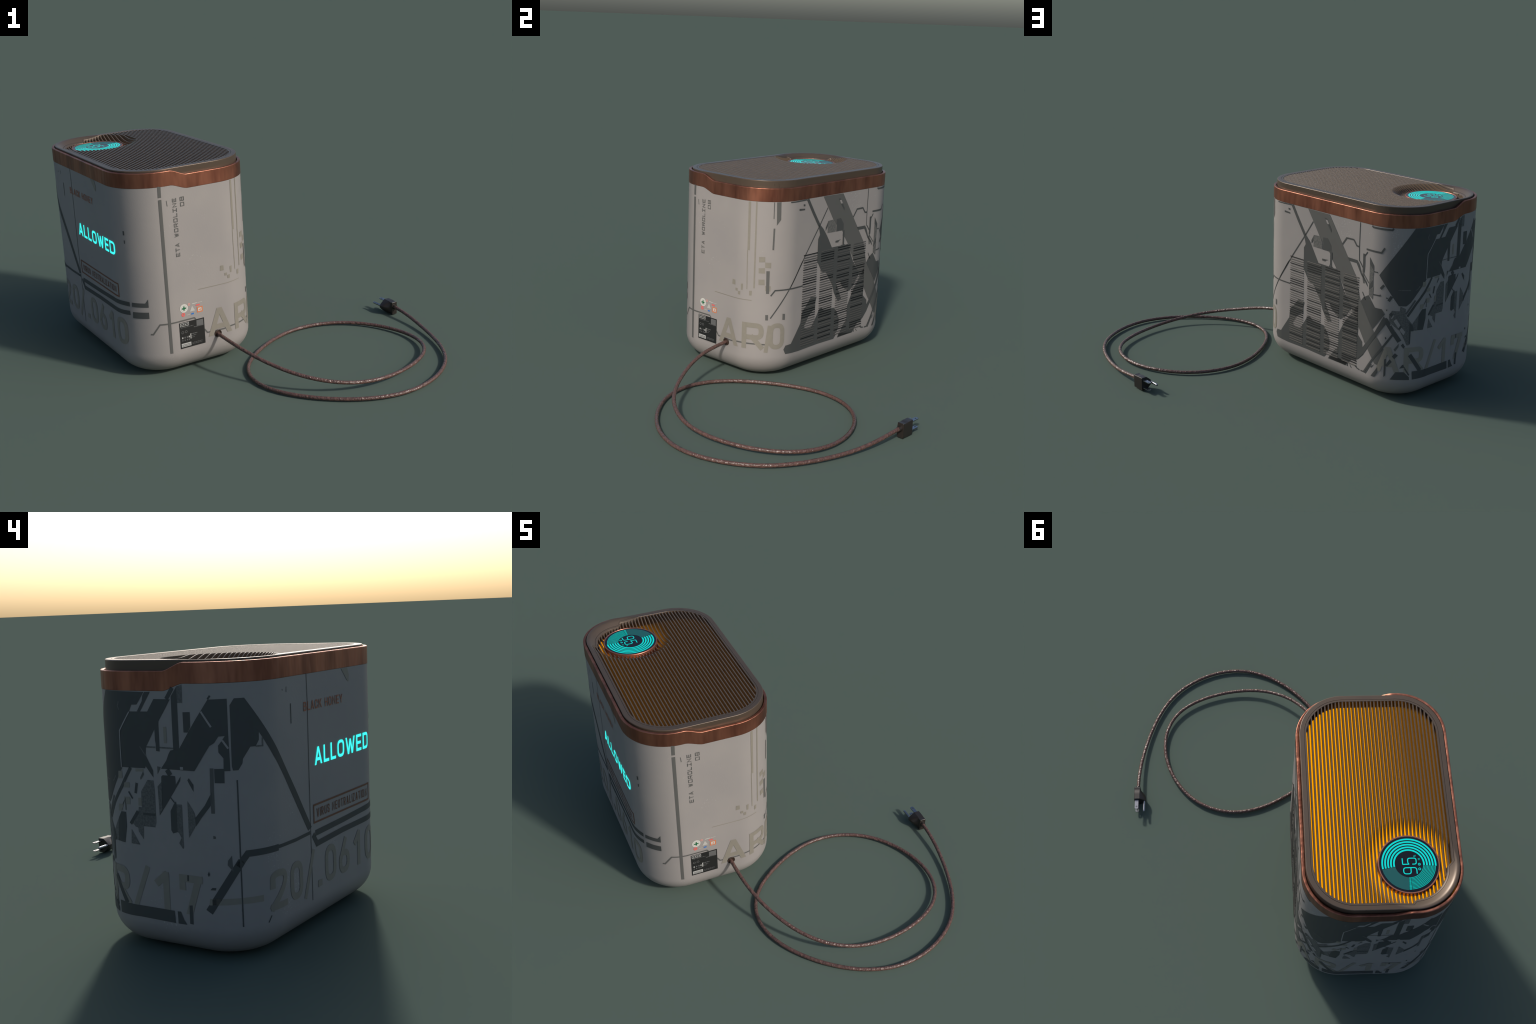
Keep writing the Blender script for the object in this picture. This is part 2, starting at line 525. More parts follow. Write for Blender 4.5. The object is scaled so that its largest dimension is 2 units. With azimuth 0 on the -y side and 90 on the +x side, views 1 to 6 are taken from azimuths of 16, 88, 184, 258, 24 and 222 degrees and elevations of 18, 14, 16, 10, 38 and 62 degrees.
def stroke(mat, layer, w, pts, group=None, closed=False):
    pts = unroll(pts)
    l, r = mitre(pts, w, closed)
    bm = bmesh.new()
    L = [bm.verts.new((x, y, 0)) for x, y in l]; Rr = [bm.verts.new((x, y, 0)) for x, y in r]
    for i in range(len(L) - 1):
        bm.faces.new((Rr[i], Rr[i + 1], L[i + 1], L[i]))
    lay(bm, mat, layer, group)

def disc(mat, layer, s, z, r, group=None, inner=0.0):
    pts = [(s + r * cos(t * pi / 12), z + r * sin(t * pi / 12)) for t in range(24)]
    if inner: stroke(mat, layer, r - inner, [(s + (r + inner) / 2 * cos(t * pi / 12), z + (r + inner) / 2 * sin(t * pi / 12)) for t in range(24)], group, True)
    else: patch(mat, layer, pts, group)

def box(mat, layer, s0, z0, s1, z1, group=None):
    patch(mat, layer, [(s0, z0), (s1, z0), (s1, z1), (s0, z1)], group)

# letters drawn as pen strokes in a unit box: (width, [(rounding, closed, points), ...])
GLYPH = {
    "A": (1.0, [(0, 2, [(0, 0), (0.5, 1)]), (0, 2, [(1, 0), (0.5, 1)]), (0, 0, [(0.2, 0.27), (0.8, 0.27)])]),
    "B": (0.9, [(0.25, 0, [(0, 1), (0.9, 1), (0.9, 0.52), (0, 0.52)]), (0.25, 0, [(0, 0.52), (1, 0.52), (1, 0), (0, 0)]), (0, 0, [(0, 0), (0, 1)])]),
    "C": (0.9, [(0.34, 0, [(1, 0.7), (1, 1), (0, 1), (0, 0), (1, 0), (1, 0.3)])]),
    "D": (0.95, [(0.34, 0, [(0, 1), (1, 1), (1, 0), (0, 0)]), (0, 0, [(0, 0), (0, 1)])]),
    "E": (0.8, [(0, 0, [(1, 1), (0, 1), (0, 0), (1, 0)]), (0, 0, [(0, 0.5), (0.88, 0.5)])]),
    "H": (0.95, [(0, 0, [(0, 0), (0, 1)]), (0, 0, [(1, 0), (1, 1)]), (0, 0, [(0, 0.5), (1, 0.5)])]),
    "I": (0.12, [(0, 0, [(0.5, 0), (0.5, 1)])]),
    "i": (0.7, [(0, 0, [(0.5, 0), (0.5, 1)]), (0, 0, [(0, 1), (1, 1)]), (0, 0, [(0, 0), (1, 0)])]),
    "K": (0.95, [(0, 0, [(0, 0), (0, 1)]), (0, 2, [(1, 1), (0.1, 0.42)]), (0, 2, [(0.36, 0.6), (1, 0)])]),
    "L": (0.75, [(0, 0, [(0, 1), (0, 0), (1, 0)])]),
    "N": (1.0, [(0, 0, [(0, 0), (0, 1), (1, 0), (1, 1)])]),
    "O": (1.0, [(0.36, 1, [(0, 0), (1, 0), (1, 1), (0, 1)])]),
    "R": (0.95, [(0.25, 0, [(0, 1), (1, 1), (1, 0.44), (0, 0.44)]), (0, 0, [(0.5, 0.44), (1, 0)]), (0, 0, [(0, 0), (0, 1)])]),
    "S": (0.85, [(0.3, 0, [(1, 0.74), (1, 1), (0, 1), (0, 0.52), (1, 0.48), (1, 0), (0, 0), (0, 0.26)])]),
    "T": (0.85, [(0, 0, [(0, 1), (1, 1)]), (0, 0, [(0.5, 0), (0.5, 1)])]),
    "U": (0.95, [(0.34, 0, [(0, 1), (0, 0), (1, 0), (1, 1)])]),
    "V": (1.0, [(0, 2, [(0, 1), (0.5, 0)]), (0, 2, [(1, 1), (0.5, 0)])]),
    "W": (1.4, [(0, 2, [(0, 1), (0.26, 0)]), (0, 2, [(0.5, 0.97), (0.26, 0)]), (0, 2, [(0.5, 0.97), (0.74, 0)]), (0, 2, [(1, 1), (0.74, 0)])]),
    "Y": (0.95, [(0, 2, [(0, 1), (0.5, 0.4)]), (0, 2, [(1, 1), (0.5, 0.4)]), (0, 0, [(0.5, 0.45), (0.5, 0)])]),
    "Z": (0.85, [(0, 0, [(0, 1), (1, 1), (0, 0), (1, 0)])]),
    "0": (0.9, [(0.42, 1, [(0, 0), (1, 0), (1, 1), (0, 1)])]),
    "1": (0.6, [(0, 0, [(1, 0), (1, 1)]), (0, 0, [(0, 0.78), (0.9, 1)])]),
    "2": (0.9, [(0.40, 0, [(0, 0.66), (0, 1), (1, 1), (1, 0.62), (0.0, 0.0)]), (0, 0, [(0, 0), (1, 0)])]),
    "6": (0.9, [(0.38, 1, [(0, 0), (1, 0), (1, 0.6), (0, 0.6)]), (0, 0, [(0.62, 1), (0.04, 0.42)])]),
    "7": (0.9, [(0, 0, [(0, 0.74), (0, 1), (1, 1)]), (0, 2, [(1, 1), (0.34, 0)])]),
    "8": (0.9, [(0.25, 1, [(0, 0), (1, 0), (1, 0.5), (0, 0.5)]), (0.25, 1, [(0, 0.5), (1, 0.5), (1, 1), (0, 1)])]),
    " ": (0.45, []),
}

def write(text, mat, layer, s0, z0, s1, z1, group, pen, gap=0.28, upright=False, mono=None, square=False):
    """stroke lettering fitted to a box on the skin; upright=True reads bottom to top"""
    widths = [mono or GLYPH[c][0] for c in text]
    total = sum(widths) + gap * (len(text) - 1)
    run, rise = ((z1 - z0), (s1 - s0)) if upright else ((s1 - s0), (z1 - z0))
    k, x, h = run / total, 0.0, pen / 2
    for n, (c, w) in enumerate(zip(text, widths)):
        for rad, closed, pts in GLYPH[c][1]:
            # keep the pen inside the box
            q = [(x * k + h + px * max(1e-4, w * k - pen), h + py * (rise - pen)) for px, py in pts]
            if rad and not square: q = rounded(q, rad * min(w * k, 0.8 * rise), bool(closed), 5)
            lift = layer + 0.12 * (n % 2) + 0.2 * GLYPH[c][1].index((rad, closed, pts))
            if closed == 2:                                # slanted limb, cut level at both ends
                (ax, ay), (bx, by) = q
                up = 1 if by > ay else -1
                ay, by = ay - up * h * (pts[0][1] in (0, 1)), by + up * h * (pts[1][1] in (0, 1))
                hw = h * sqrt(1 + ((bx - ax) / (by - ay)) ** 2)
                q = [(ax - hw, ay), (ax + hw, ay), (bx + hw, by), (bx - hw, by)]
                q = [(s1 - d, z0 + e) if upright else (s0 + e, z0 + d) for e, d in q]
                patch(mat, lift, q, group)
                continue
            if not closed:
                (ax, ay), (bx, by) = q[0], q[1]
                d = hypot(bx - ax, by - ay); q[0] = (ax - (bx - ax) / d * h, ay - (by - ay) / d * h)
                (ax, ay), (bx, by) = q[-1], q[-2]
                d = hypot(bx - ax, by - ay); q[-1] = (ax - (bx - ax) / d * h, ay - (by - ay) / d * h)
            q = [(s1 - b, z0 + a) if upright else (s0 + a, z0 + b) for a, b in q]
            stroke(mat, lift, pen, q, group, bool(closed))
        x += w + gap

# --- camouflage, circuit lines and bars; each a few control points (s, z)
patch("mid", 1, [(0.636, 0.88), (0.792, 0.879), (0.984, 0.605), (1.019, 0.485), (1.11, 0.353), (1.188, 0.242), (1.148, 0.182), (1.121, 0.187), (1.048, 0.291), (1.004, 0.361), (0.85, 0.609), (0.722, 0.754)])    # diagonal band
stroke("dark", 1, 0.017, [(0.518, 0.88), (0.565, 0.808), (0.621, 0.728)])    # strut
patch("dark", 2, [(0.61, 0.732), (0.627, 0.735), (0.649, 0.715), (0.694, 0.654), (0.72, 0.614), (0.8, 0.613), (0.851, 0.611), (0.902, 0.51), (0.961, 0.438), (0.95, 0.421), (0.917, 0.38), (0.884, 0.355), (0.853, 0.371), (0.82, 0.393), (0.805, 0.418), (0.77, 0.416), (0.789, 0.383), (0.823, 0.319), (0.819, 0.326), (0.795, 0.315), (0.78, 0.336), (0.772, 0.345), (0.755, 0.371), (0.742, 0.408), (0.722, 0.439), (0.684, 0.488), (0.647, 0.5), (0.614, 0.551), (0.61, 0.552), (0.609, 0.656), (0.609, 0.67), (0.622, 0.691)])    # upper panel
patch("dark", 1, [(0.573, 0.38), (0.619, 0.374), (0.613, 0.354), (0.61, 0.339), (0.611, 0.307), (0.596, 0.308), (0.562, 0.285), (0.541, 0.252), (0.53, 0.236), (0.546, 0.221), (0.584, 0.22), (0.606, 0.246), (0.644, 0.304), (0.662, 0.309), (0.682, 0.292), (0.74, 0.29), (0.766, 0.288), (0.79, 0.26), (0.805, 0.232), (0.81, 0.215), (0.81, 0.175), (0.796, 0.151), (0.781, 0.142), (0.791, 0.136), (0.773, 0.118), (0.64, 0.121), (0.491, 0.118), (0.403, 0.122), (0.391, 0.147), (0.402, 0.166), (0.437, 0.169), (0.5, 0.257), (0.502, 0.26), (0.508, 0.306), (0.521, 0.325), (0.54, 0.341)])    # left leg
patch("dark", 1, [(0.982, 0.43), (1.002, 0.464), (1.01, 0.348), (1.007, 0.309), (1.044, 0.274), (1.05, 0.215), (1.016, 0.18), (1, 0.174), (1.001, 0.161), (0.974, 0.167), (0.95, 0.14), (0.928, 0.118), (0.81, 0.121), (0.819, 0.138), (0.851, 0.181), (0.875, 0.201), (0.875, 0.276), (0.902, 0.329), (0.905, 0.332), (0.928, 0.367)])    # right leg
patch("dark", 2, [(0.749, 0.753), (0.782, 0.755), (0.808, 0.722), (0.809, 0.691), (0.792, 0.69), (0.749, 0.688)])    # hatch shade
patch("grey", 2, [(0.68, 0.752), (0.722, 0.754), (0.744, 0.726), (0.745, 0.69), (0.679, 0.69)])    # hatch grain
patch("dark", 2, [(0.664, 0.721), (0.681, 0.749), (0.679, 0.728), (0.664, 0.702)])
patch("body", 3, [(0.682, 0.69), (0.747, 0.689), (0.794, 0.688), (0.803, 0.679), (0.803, 0.625), (0.795, 0.611), (0.72, 0.612), (0.662, 0.703)])    # light panel
stroke("dark", 4, 0.012, [(0.81, 0.689), (0.812, 0.612)])    # light panel edge
patch("dark", 4, [(0.746, 0.642), (0.775, 0.643), (0.794, 0.644), (0.775, 0.638), (0.769, 0.631), (0.746, 0.632)])
patch("body", 3, [(0.816, 0.655), (0.85, 0.612), (0.832, 0.609), (0.817, 0.616)])
patch("body", 3, [(0.765, 0.848), (0.779, 0.847), (0.79, 0.829), (0.776, 0.829)])
patch("dark", 3, [(0.756, 0.856), (0.769, 0.856), (0.777, 0.848), (0.763, 0.848)])
patch("dark", 3, [(0.778, 0.826), (0.792, 0.828), (0.807, 0.804), (0.806, 0.79)])
stroke("dark", 1, 0.006, [(0.674, 0.82), (0.618, 0.739), (0.524, 0.612), (0.417, 0.456)])    # thin diagonal
stroke("dark", 1, 0.006, [(0.499, 0.577), (0.488, 0.562), (0.411, 0.448), (0.316, 0.312)])
stroke("dark", 1, 0.007, [(0.314, 0.424), (0.335, 0.451), (0.396, 0.451), (0.507, 0.451)])
stroke("dark", 1, 0.008, [(0.885, 0.746), (0.914, 0.784), (0.962, 0.785), (0.983, 0.759), (1, 0.757)])    # bracket
stroke("dark", 1, 0.005, [(1.002, 0.88), (1, 0.757), (1.003, 0.685)])    # seam
patch("dark", 1, [(0.921, 0.689), (0.99, 0.688), (1.004, 0.671), (1.021, 0.631), (1.054, 0.595), (1.065, 0.569), (1.072, 0.561), (1.018, 0.619), (0.985, 0.672), (0.936, 0.672)])    # elbow
stroke("dark", 1, 0.006, [(1.007, 0.686), (1.028, 0.659)])
stroke("dark", 1, 0.014, [(1.034, 0.73), (1.035, 0.675), (1.033, 0.637)])
stroke("dark", 1, 0.006, [(1.038, 0.719), (1.056, 0.743)])
stroke("mid", 1, 0.01, [(1.032, 0.637), (1.031, 0.616), (1.037, 0.582)])
stroke("mid", 1, 0.006, [(1.033, 0.63), (1.07, 0.59)])
stroke("dark", 1, 0.009, [(1.048, 0.756), (1.138, 0.755), (1.154, 0.78)])    # tick
stroke("dark", 1, 0.009, [(1.08, 0.878), (1.087, 0.872), (1.187, 0.871), (1.193, 0.879)])
patch("dark", 1, [(1.072, 0.722), (1.099, 0.684), (1.1, 0.659), (1.073, 0.687)])
patch("grey", 1, [(1.073, 0.687), (1.1, 0.659), (1.097, 0.612), (1.073, 0.583)])
patch("dark", 1, [(1.097, 0.614), (1.073, 0.583), (1.072, 0.557), (1.098, 0.583)])
patch("grey", 1, [(1.072, 0.554), (1.101, 0.583), (1.098, 0.514), (1.073, 0.532)])
stroke("dark", 1, 0.005, [(1.1, 0.655), (1.122, 0.655)])
stroke("dark", 1, 0.006, [(1.1, 0.54), (1.138, 0.541), (1.14, 0.547)])
stroke("dark", 1, 0.012, [(1.14, 0.576), (1.148, 0.586), (1.157, 0.597)])
patch("dark", 1, [(1.169, 0.537), (1.181, 0.536), (1.176, 0.531), (1.169, 0.532)])
stroke("dark", 1, 0.014, [(1.182, 0.52), (1.197, 0.545)])
stroke("dark", 1, 0.005, [(1.03, 0.536), (1.052, 0.5)])
patch("dark", 1, [(1.019, 0.485), (1.039, 0.511), (1.072, 0.53), (1.112, 0.476), (1.15, 0.475), (1.166, 0.451), (1.153, 0.433), (1.104, 0.364)])    # shoulder
patch("dark", 2, [(1.162, 0.441), (1.176, 0.406), (1.125, 0.331), (1.044, 0.21), (1.006, 0.175), (1.013, 0.202), (1.046, 0.252), (1.116, 0.351)])    # brace
stroke("dark", 2, 0.01, [(1.212, 0.357), (1.165, 0.286), (1.109, 0.207), (1.056, 0.124)])    # brace thin
stroke("dark", 2, 0.022, [(1.169, 0.427), (1.207, 0.369), (1.242, 0.318)])    # brace cross
patch("body", 2, [(1.041, 0.282), (1.047, 0.288), (1.06, 0.275), (1.044, 0.252)])
patch("dark", 2, [(1.163, 0.427), (1.174, 0.435), (1.185, 0.426), (1.176, 0.406), (1.165, 0.414)])
patch("dark", 2, [(1.25, 0.298), (1.259, 0.309), (1.27, 0.293), (1.263, 0.282)])
patch("dark", 2, [(1.209, 0.239), (1.223, 0.257), (1.238, 0.246), (1.221, 0.226)])
patch("mid", 1, [(1.216, 0.276), (1.24, 0.308), (1.239, 0.29), (1.223, 0.265)])
patch("dark", 2, [(1.178, 0.189), (1.199, 0.224), (1.21, 0.211), (1.188, 0.183)])
patch("dark", 1, [(1.17, 0.333), (1.175, 0.337), (1.179, 0.33), (1.174, 0.323)])
patch("dark", 1, [(1.17, 0.476), (1.179, 0.477), (1.175, 0.468)])
patch("grey", 1, [(1.2, 0.474), (1.237, 0.473), (1.24, 0.497), (1.266, 0.485), (1.266, 0.454), (1.287, 0.417), (1.29, 0.37), (1.286, 0.298), (1.277, 0.299), (1.258, 0.34), (1.242, 0.371), (1.19, 0.414), (1.186, 0.447)])    # worn panel
patch("body", 2, [(1.21, 0.422), (1.222, 0.434), (1.243, 0.402), (1.235, 0.386)])
patch("body", 2, [(1.24, 0.377), (1.249, 0.391), (1.268, 0.368), (1.26, 0.351)])
patch("dark", 2, [(1.187, 0.454), (1.197, 0.466), (1.208, 0.454), (1.198, 0.441)])
stroke("dark", 2, 0.01, [(1.235, 0.382), (1.248, 0.397)])
stroke("body", 2, 0.005, [(1.195, 0.402), (1.22, 0.37)])
stroke("body", 2, 0.005, [(1.2, 0.433), (1.209, 0.45)])
patch("dark", 2, [(1.287, 0.414), (1.303, 0.4), (1.31, 0.381), (1.309, 0.37), (1.295, 0.37), (1.294, 0.307), (1.288, 0.298)])
stroke("dark", 1, 0.007, [(0.994, 0.14), (1.008, 0.13), (1.026, 0.126)])
stroke("dark", 1, 0.007, [(1.035, 0.125), (1.057, 0.125), (1.093, 0.182)])
stroke("dark", 1, 0.006, [(1.066, 0.12), (1.093, 0.166), (1.103, 0.18)])
patch("dark", 2, [(1.102, 0.118), (1.122, 0.118), (1.139, 0.144), (1.138, 0.172)])
patch("dark", 1, [(1.098, 0.165), (1.121, 0.184), (1.102, 0.16)])
patch("dark", 1, [(0.937, 0.12), (0.943, 0.139), (0.947, 0.119)])
stroke("dark", 1, 0.004, [(0.959, 0.132), (0.971, 0.118)])
patch("dark", 1, [(0.803, 0.118), (0.816, 0.14), (0.872, 0.143), (0.943, 0.139), (0.928, 0.12)])    # toe plate
patch("dark", 1, [(0.458, 0.84), (0.499, 0.836), (0.499, 0.829), (0.458, 0.83)])
patch("dark", 1, [(0.487, 0.859), (0.5, 0.857), (0.5, 0.848), (0.487, 0.849)])
stroke("dark", 1, 0.006, [(0.401, 0.876), (0.513, 0.878)])
patch("dark", 1, [(1.296, 0.881), (1.13, 0.643), (1.2, 0.544), (1.232, 0.499), (1.268, 0.498), (1.288, 0.515), (1.37, 0.626), (1.365, 0.626), (1.367, 0.696), (1.368, 0.75), (1.414, 0.812), (1.426, 0.836), (1.448, 0.837), (1.479, 0.878)])    # big shield
stroke("grey", 2, 0.004, [(1.226, 0.578), (1.287, 0.578)])
stroke("grey", 2, 0.004, [(1.311, 0.576), (1.322, 0.581), (1.333, 0.596)])
stroke("grey", 2, 0.004, [(1.372, 0.846), (1.366, 0.831), (1.372, 0.819)])
patch("dark", 1, [(1.369, 0.628), (1.468, 0.629), (1.471, 0.636), (1.5, 0.6), (1.5, 0.623), (1.473, 0.672), (1.476, 0.699), (1.515, 0.759), (1.515, 0.722), (1.517, 0.711), (1.517, 0.688), (1.531, 0.687), (1.532, 0.784), (1.583, 0.856), (1.518, 0.856), (1.49, 0.815), (1.416, 0.814), (1.37, 0.748), (1.369, 0.694)])    # wing
stroke("grey", 2, 0.004, [(1.451, 0.7), (1.474, 0.67)])
patch("dark", 1, [(1.448, 0.815), (1.47, 0.848), (1.474, 0.867), (1.482, 0.878), (1.505, 0.879), (1.46, 0.814)])
stroke("dark", 1, 0.014, [(1.568, 0.856), (1.594, 0.893)])
patch("dark", 1, [(1.587, 0.865), (1.61, 0.896), (1.61, 0.845), (1.609, 0.7), (1.586, 0.693)])    # mast
patch("grey", 1, [(1.611, 0.897), (1.631, 0.903), (1.63, 0.845), (1.61, 0.845)])
patch("dark", 1, [(1.63, 0.816), (1.657, 0.817), (1.656, 0.77), (1.646, 0.752), (1.63, 0.752)])
patch("dark", 1, [(1.696, 0.821), (1.72, 0.856), (1.78, 0.857), (1.78, 0.741), (1.769, 0.741), (1.749, 0.74), (1.735, 0.72), (1.722, 0.712), (1.72, 0.712), (1.664, 0.63), (1.533, 0.631), (1.556, 0.659), (1.566, 0.68), (1.574, 0.692), (1.61, 0.7), (1.692, 0.816)])    # blade
stroke("body", 2, 0.006, [(1.696, 0.819), (1.727, 0.77)])
patch("body", 2, [(1.609, 0.641), (1.621, 0.641), (1.621, 0.632), (1.609, 0.632)])
stroke("dark", 1, 0.006, [(1.72, 0.857), (1.728, 0.868)])
patch("dark", 1, [(1.757, 0.724), (1.769, 0.741), (1.78, 0.741), (1.782, 0.63), (1.763, 0.63), (1.762, 0.592), (1.731, 0.593), (1.731, 0.638), (1.761, 0.638), (1.762, 0.671), (1.747, 0.69), (1.747, 0.712)])    # tower
stroke("body", 2, 0.006, [(1.76, 0.728), (1.778, 0.701)])
patch("dark", 1, [(1.788, 0.836), (1.802, 0.857), (1.835, 0.857), (1.881, 0.793), (1.917, 0.743), (1.957, 0.687), (2.012, 0.609), (2.07, 0.529), (2.172, 0.379), (2.148, 0.371), (2.032, 0.536), (1.994, 0.591), (1.939, 0.664), (1.881, 0.747), (1.88, 0.721), (1.868, 0.702), (1.849, 0.702), (1.823, 0.666), (1.821, 0.652), (1.807, 0.631), (1.79, 0.631), (1.787, 0.644)])    # arch
stroke("grey", 1, 0.005, [(1.868, 0.702), (1.894, 0.701), (1.894, 0.727)])
stroke("grey", 1, 0.005, [(1.476, 0.7), (1.515, 0.7)])
stroke("grey", 1, 0.005, [(1.532, 0.7), (1.586, 0.699)])
stroke("dark", 1, 0.0045, [(1.802, 0.6), (1.802, 0.119)])
stroke("mid", 1, 0.004, [(2.165, 0.544), (2.166, 0.119)])
stroke("mid", 1, 0.004, [(2.166, 0.905), (2.168, 0.822), (2.165, 0.511)])
stroke("dark", 1, 0.012, [(2.161, 0.361), (2.06, 0.359), (1.948, 0.362)])
stroke("dark", 1, 0.022, [(1.948, 0.36), (1.88, 0.36), (1.826, 0.36), (1.793, 0.32)])
stroke("dark", 1, 0.026, [(1.806, 0.338), (1.774, 0.292), (1.693, 0.17)])
patch("mid", 1, [(1.775, 0.358), (1.777, 0.304), (1.76, 0.327), (1.762, 0.342)])
patch("dark", 2, [(1.7, 0.244), (1.707, 0.252), (1.72, 0.252), (1.718, 0.244)])
patch("dark", 2, [(1.693, 0.295), (1.698, 0.306), (1.701, 0.295), (1.697, 0.288)])
patch("mid", 1, [(1.718, 0.423), (1.726, 0.421), (1.726, 0.413), (1.718, 0.413)])
stroke("dark", 1, 0.004, [(1.892, 0.119), (1.905, 0.14)])
stroke("dark", 1, 0.005, [(2.054, 0.818), (2.054, 0.752)])
stroke("mid", 1, 0.003, [(2.003, 0.87), (2.003, 0.864)])
stroke("mid", 1, 0.003, [(2.029, 0.875), (2.028, 0.857)])
patch("tan", 1, [(2.425, 0.904), (2.474, 0.905), (2.488, 0.877), (2.484, 0.854), (2.472, 0.858)])
patch("grey", 1, [(1.475, 0.591), (1.499, 0.59), (1.502, 0.555), (1.501, 0.45), (1.495, 0.434), (1.448, 0.434), (1.445, 0.389), (1.426, 0.414), (1.425, 0.427), (1.413, 0.43), (1.401, 0.444), (1.427, 0.47), (1.432, 0.498), (1.445, 0.497), (1.446, 0.551)])    # worn plate
stroke("dark", 2, 0.011, [(1.394, 0.438), (1.428, 0.483)])
stroke("dark", 2, 0.008, [(1.449, 0.476), (1.499, 0.476)])
patch("dark", 1, [(1.532, 0.605), (1.538, 0.61), (1.587, 0.61), (1.588, 0.581), (1.609, 0.61), (1.606, 0.595), (1.566, 0.54), (1.517, 0.475), (1.529, 0.495)])    # claw
patch("grey", 1, [(1.515, 0.572), (1.534, 0.59), (1.53, 0.495), (1.517, 0.475)])
stroke("dark", 1, 0.018, [(1.556, 0.629), (1.569, 0.611)])
stroke("dark", 1, 0.004, [(1.565, 0.538), (1.58, 0.522)])
patch("dark", 1, [(1.562, 0.494), (1.577, 0.518), (1.586, 0.527), (1.586, 0.426), (1.568, 0.42), (1.561, 0.43)])
patch("grey", 1, [(1.587, 0.518), (1.608, 0.518), (1.607, 0.373), (1.603, 0.373), (1.59, 0.39), (1.6, 0.408), (1.591, 0.424), (1.586, 0.426)])
patch("grey", 1, [(1.631, 0.532), (1.656, 0.495), (1.659, 0.476), (1.655, 0.447), (1.63, 0.411)])
patch("dark", 1, [(1.72, 0.565), (1.694, 0.52), (1.66, 0.48), (1.658, 0.449), (1.683, 0.482), (1.711, 0.516), (1.72, 0.528)])
stroke("mid", 1, 0.012, [(1.723, 0.64), (1.721, 0.565), (1.721, 0.495)])
patch("dark", 1, [(1.641, 0.606), (1.657, 0.586), (1.657, 0.563), (1.644, 0.583), (1.635, 0.599)])
patch("dark", 1, [(1.352, 0.476), (1.375, 0.476), (1.375, 0.426), (1.362, 0.37), (1.329, 0.372), (1.335, 0.452)])
patch("grey", 1, [(1.396, 0.42), (1.429, 0.369), (1.392, 0.371)])
patch("grey", 1, [(1.28, 0.432), (1.301, 0.406), (1.335, 0.452), (1.327, 0.371), (1.306, 0.372)])
stroke("dark", 1, 0.012, [(1.407, 0.628), (1.364, 0.564), (1.316, 0.506), (1.275, 0.446)])
stroke("mid", 1, 0.009, [(1.312, 0.526), (1.267, 0.458)])
patch("mid", 1, [(1.445, 0.596), (1.458, 0.618), (1.462, 0.609), (1.447, 0.589)])
stroke("dark", 1, 0.01, [(1.429, 0.578), (1.422, 0.543)])
stroke("dark", 1, 0.006, [(1.393, 0.547), (1.408, 0.524)])
patch("mid", 1, [(1.518, 0.638), (1.532, 0.636), (1.518, 0.612)])
patch("tan", 1, [(1.349, 0.613), (1.368, 0.615), (1.367, 0.59), (1.346, 0.587)])
patch("tan", 1, [(1.427, 0.626), (1.46, 0.626), (1.46, 0.618), (1.428, 0.617)])
patch("tan", 1, [(1.375, 0.576), (1.398, 0.579), (1.398, 0.561), (1.372, 0.559)])
patch("tan", 1, [(1.37, 0.528), (1.397, 0.529), (1.396, 0.504), (1.374, 0.502)])
patch("tan", 1, [(1.432, 0.528), (1.448, 0.53), (1.446, 0.502), (1.431, 0.502)])
patch("tan", 1, [(1.34, 0.501), (1.366, 0.502), (1.356, 0.479), (1.338, 0.476)])
patch("tan", 1, [(1.55, 0.767), (1.562, 0.768), (1.562, 0.715), (1.551, 0.715)])
stroke("dark", 1, 0.004, [(1.361, 0.499), (1.376, 0.522), (1.376, 0.483)])
patch("dark", 2, [(1.311, 0.16), (1.344, 0.16), (1.364, 0.159), (1.556, 0.158), (1.559, 0.116), (1.416, 0.119), (1.366, 0.118), (1.313, 0.117)])    # sill
stroke("dark", 2, 0.02, [(1.295, 0.248), (1.356, 0.158)])
patch("dark", 2, [(1.203, 0.118), (1.229, 0.159), (1.27, 0.159), (1.297, 0.131), (1.298, 0.116), (1.25, 0.118)])
patch("dark", 2, [(1.247, 0.178), (1.262, 0.198), (1.274, 0.183)])
stroke("dark", 2, 0.007, [(1.262, 0.196), (1.296, 0.141)])
patch("dark", 2, [(1.57, 0.116), (1.569, 0.158), (1.582, 0.158), (1.594, 0.131), (1.605, 0.117)])
patch("dark", 2, [(1.618, 0.184), (1.631, 0.186), (1.63, 0.121), (1.617, 0.122)])
patch("dark", 2, [(1.172, 0.22), (1.182, 0.224), (1.18, 0.137), (1.171, 0.127)])
stroke("dark", 2, 0.007, [(1.619, 0.286), (1.618, 0.266)])
patch("tan", 1, [(1.697, 0.215), (1.789, 0.216), (1.876, 0.216), (1.876, 0.195), (1.788, 0.196), (1.694, 0.193)])    # dash
stroke("dark", 1, 0.021, [(2.199, 0.351), (2.418, 0.355), (2.595, 0.361), (2.667, 0.364), (2.705, 0.364)])    # stripe
stroke("dark", 1, 0.021, [(2.181, 0.35), (2.209, 0.312), (2.408, 0.318), (2.578, 0.318), (2.647, 0.319), (2.704, 0.322)])    # stripe
patch("dark", 1, [(2.717, 0.374), (2.783, 0.374), (2.798, 0.394), (2.798, 0.354), (2.716, 0.354)])
patch("dark", 1, [(2.719, 0.329), (2.797, 0.33), (2.797, 0.3), (2.717, 0.299)])
patch("dark", 1, [(2.702, 0.711), (2.71, 0.711), (2.71, 0.692), (2.702, 0.691)])
patch("dark", 1, [(2.704, 0.668), (2.71, 0.668), (2.709, 0.652), (2.704, 0.653)])
patch("mid", 1, [(2.879, 0.909), (2.894, 0.907), (2.893, 0.858), (2.878, 0.858)])
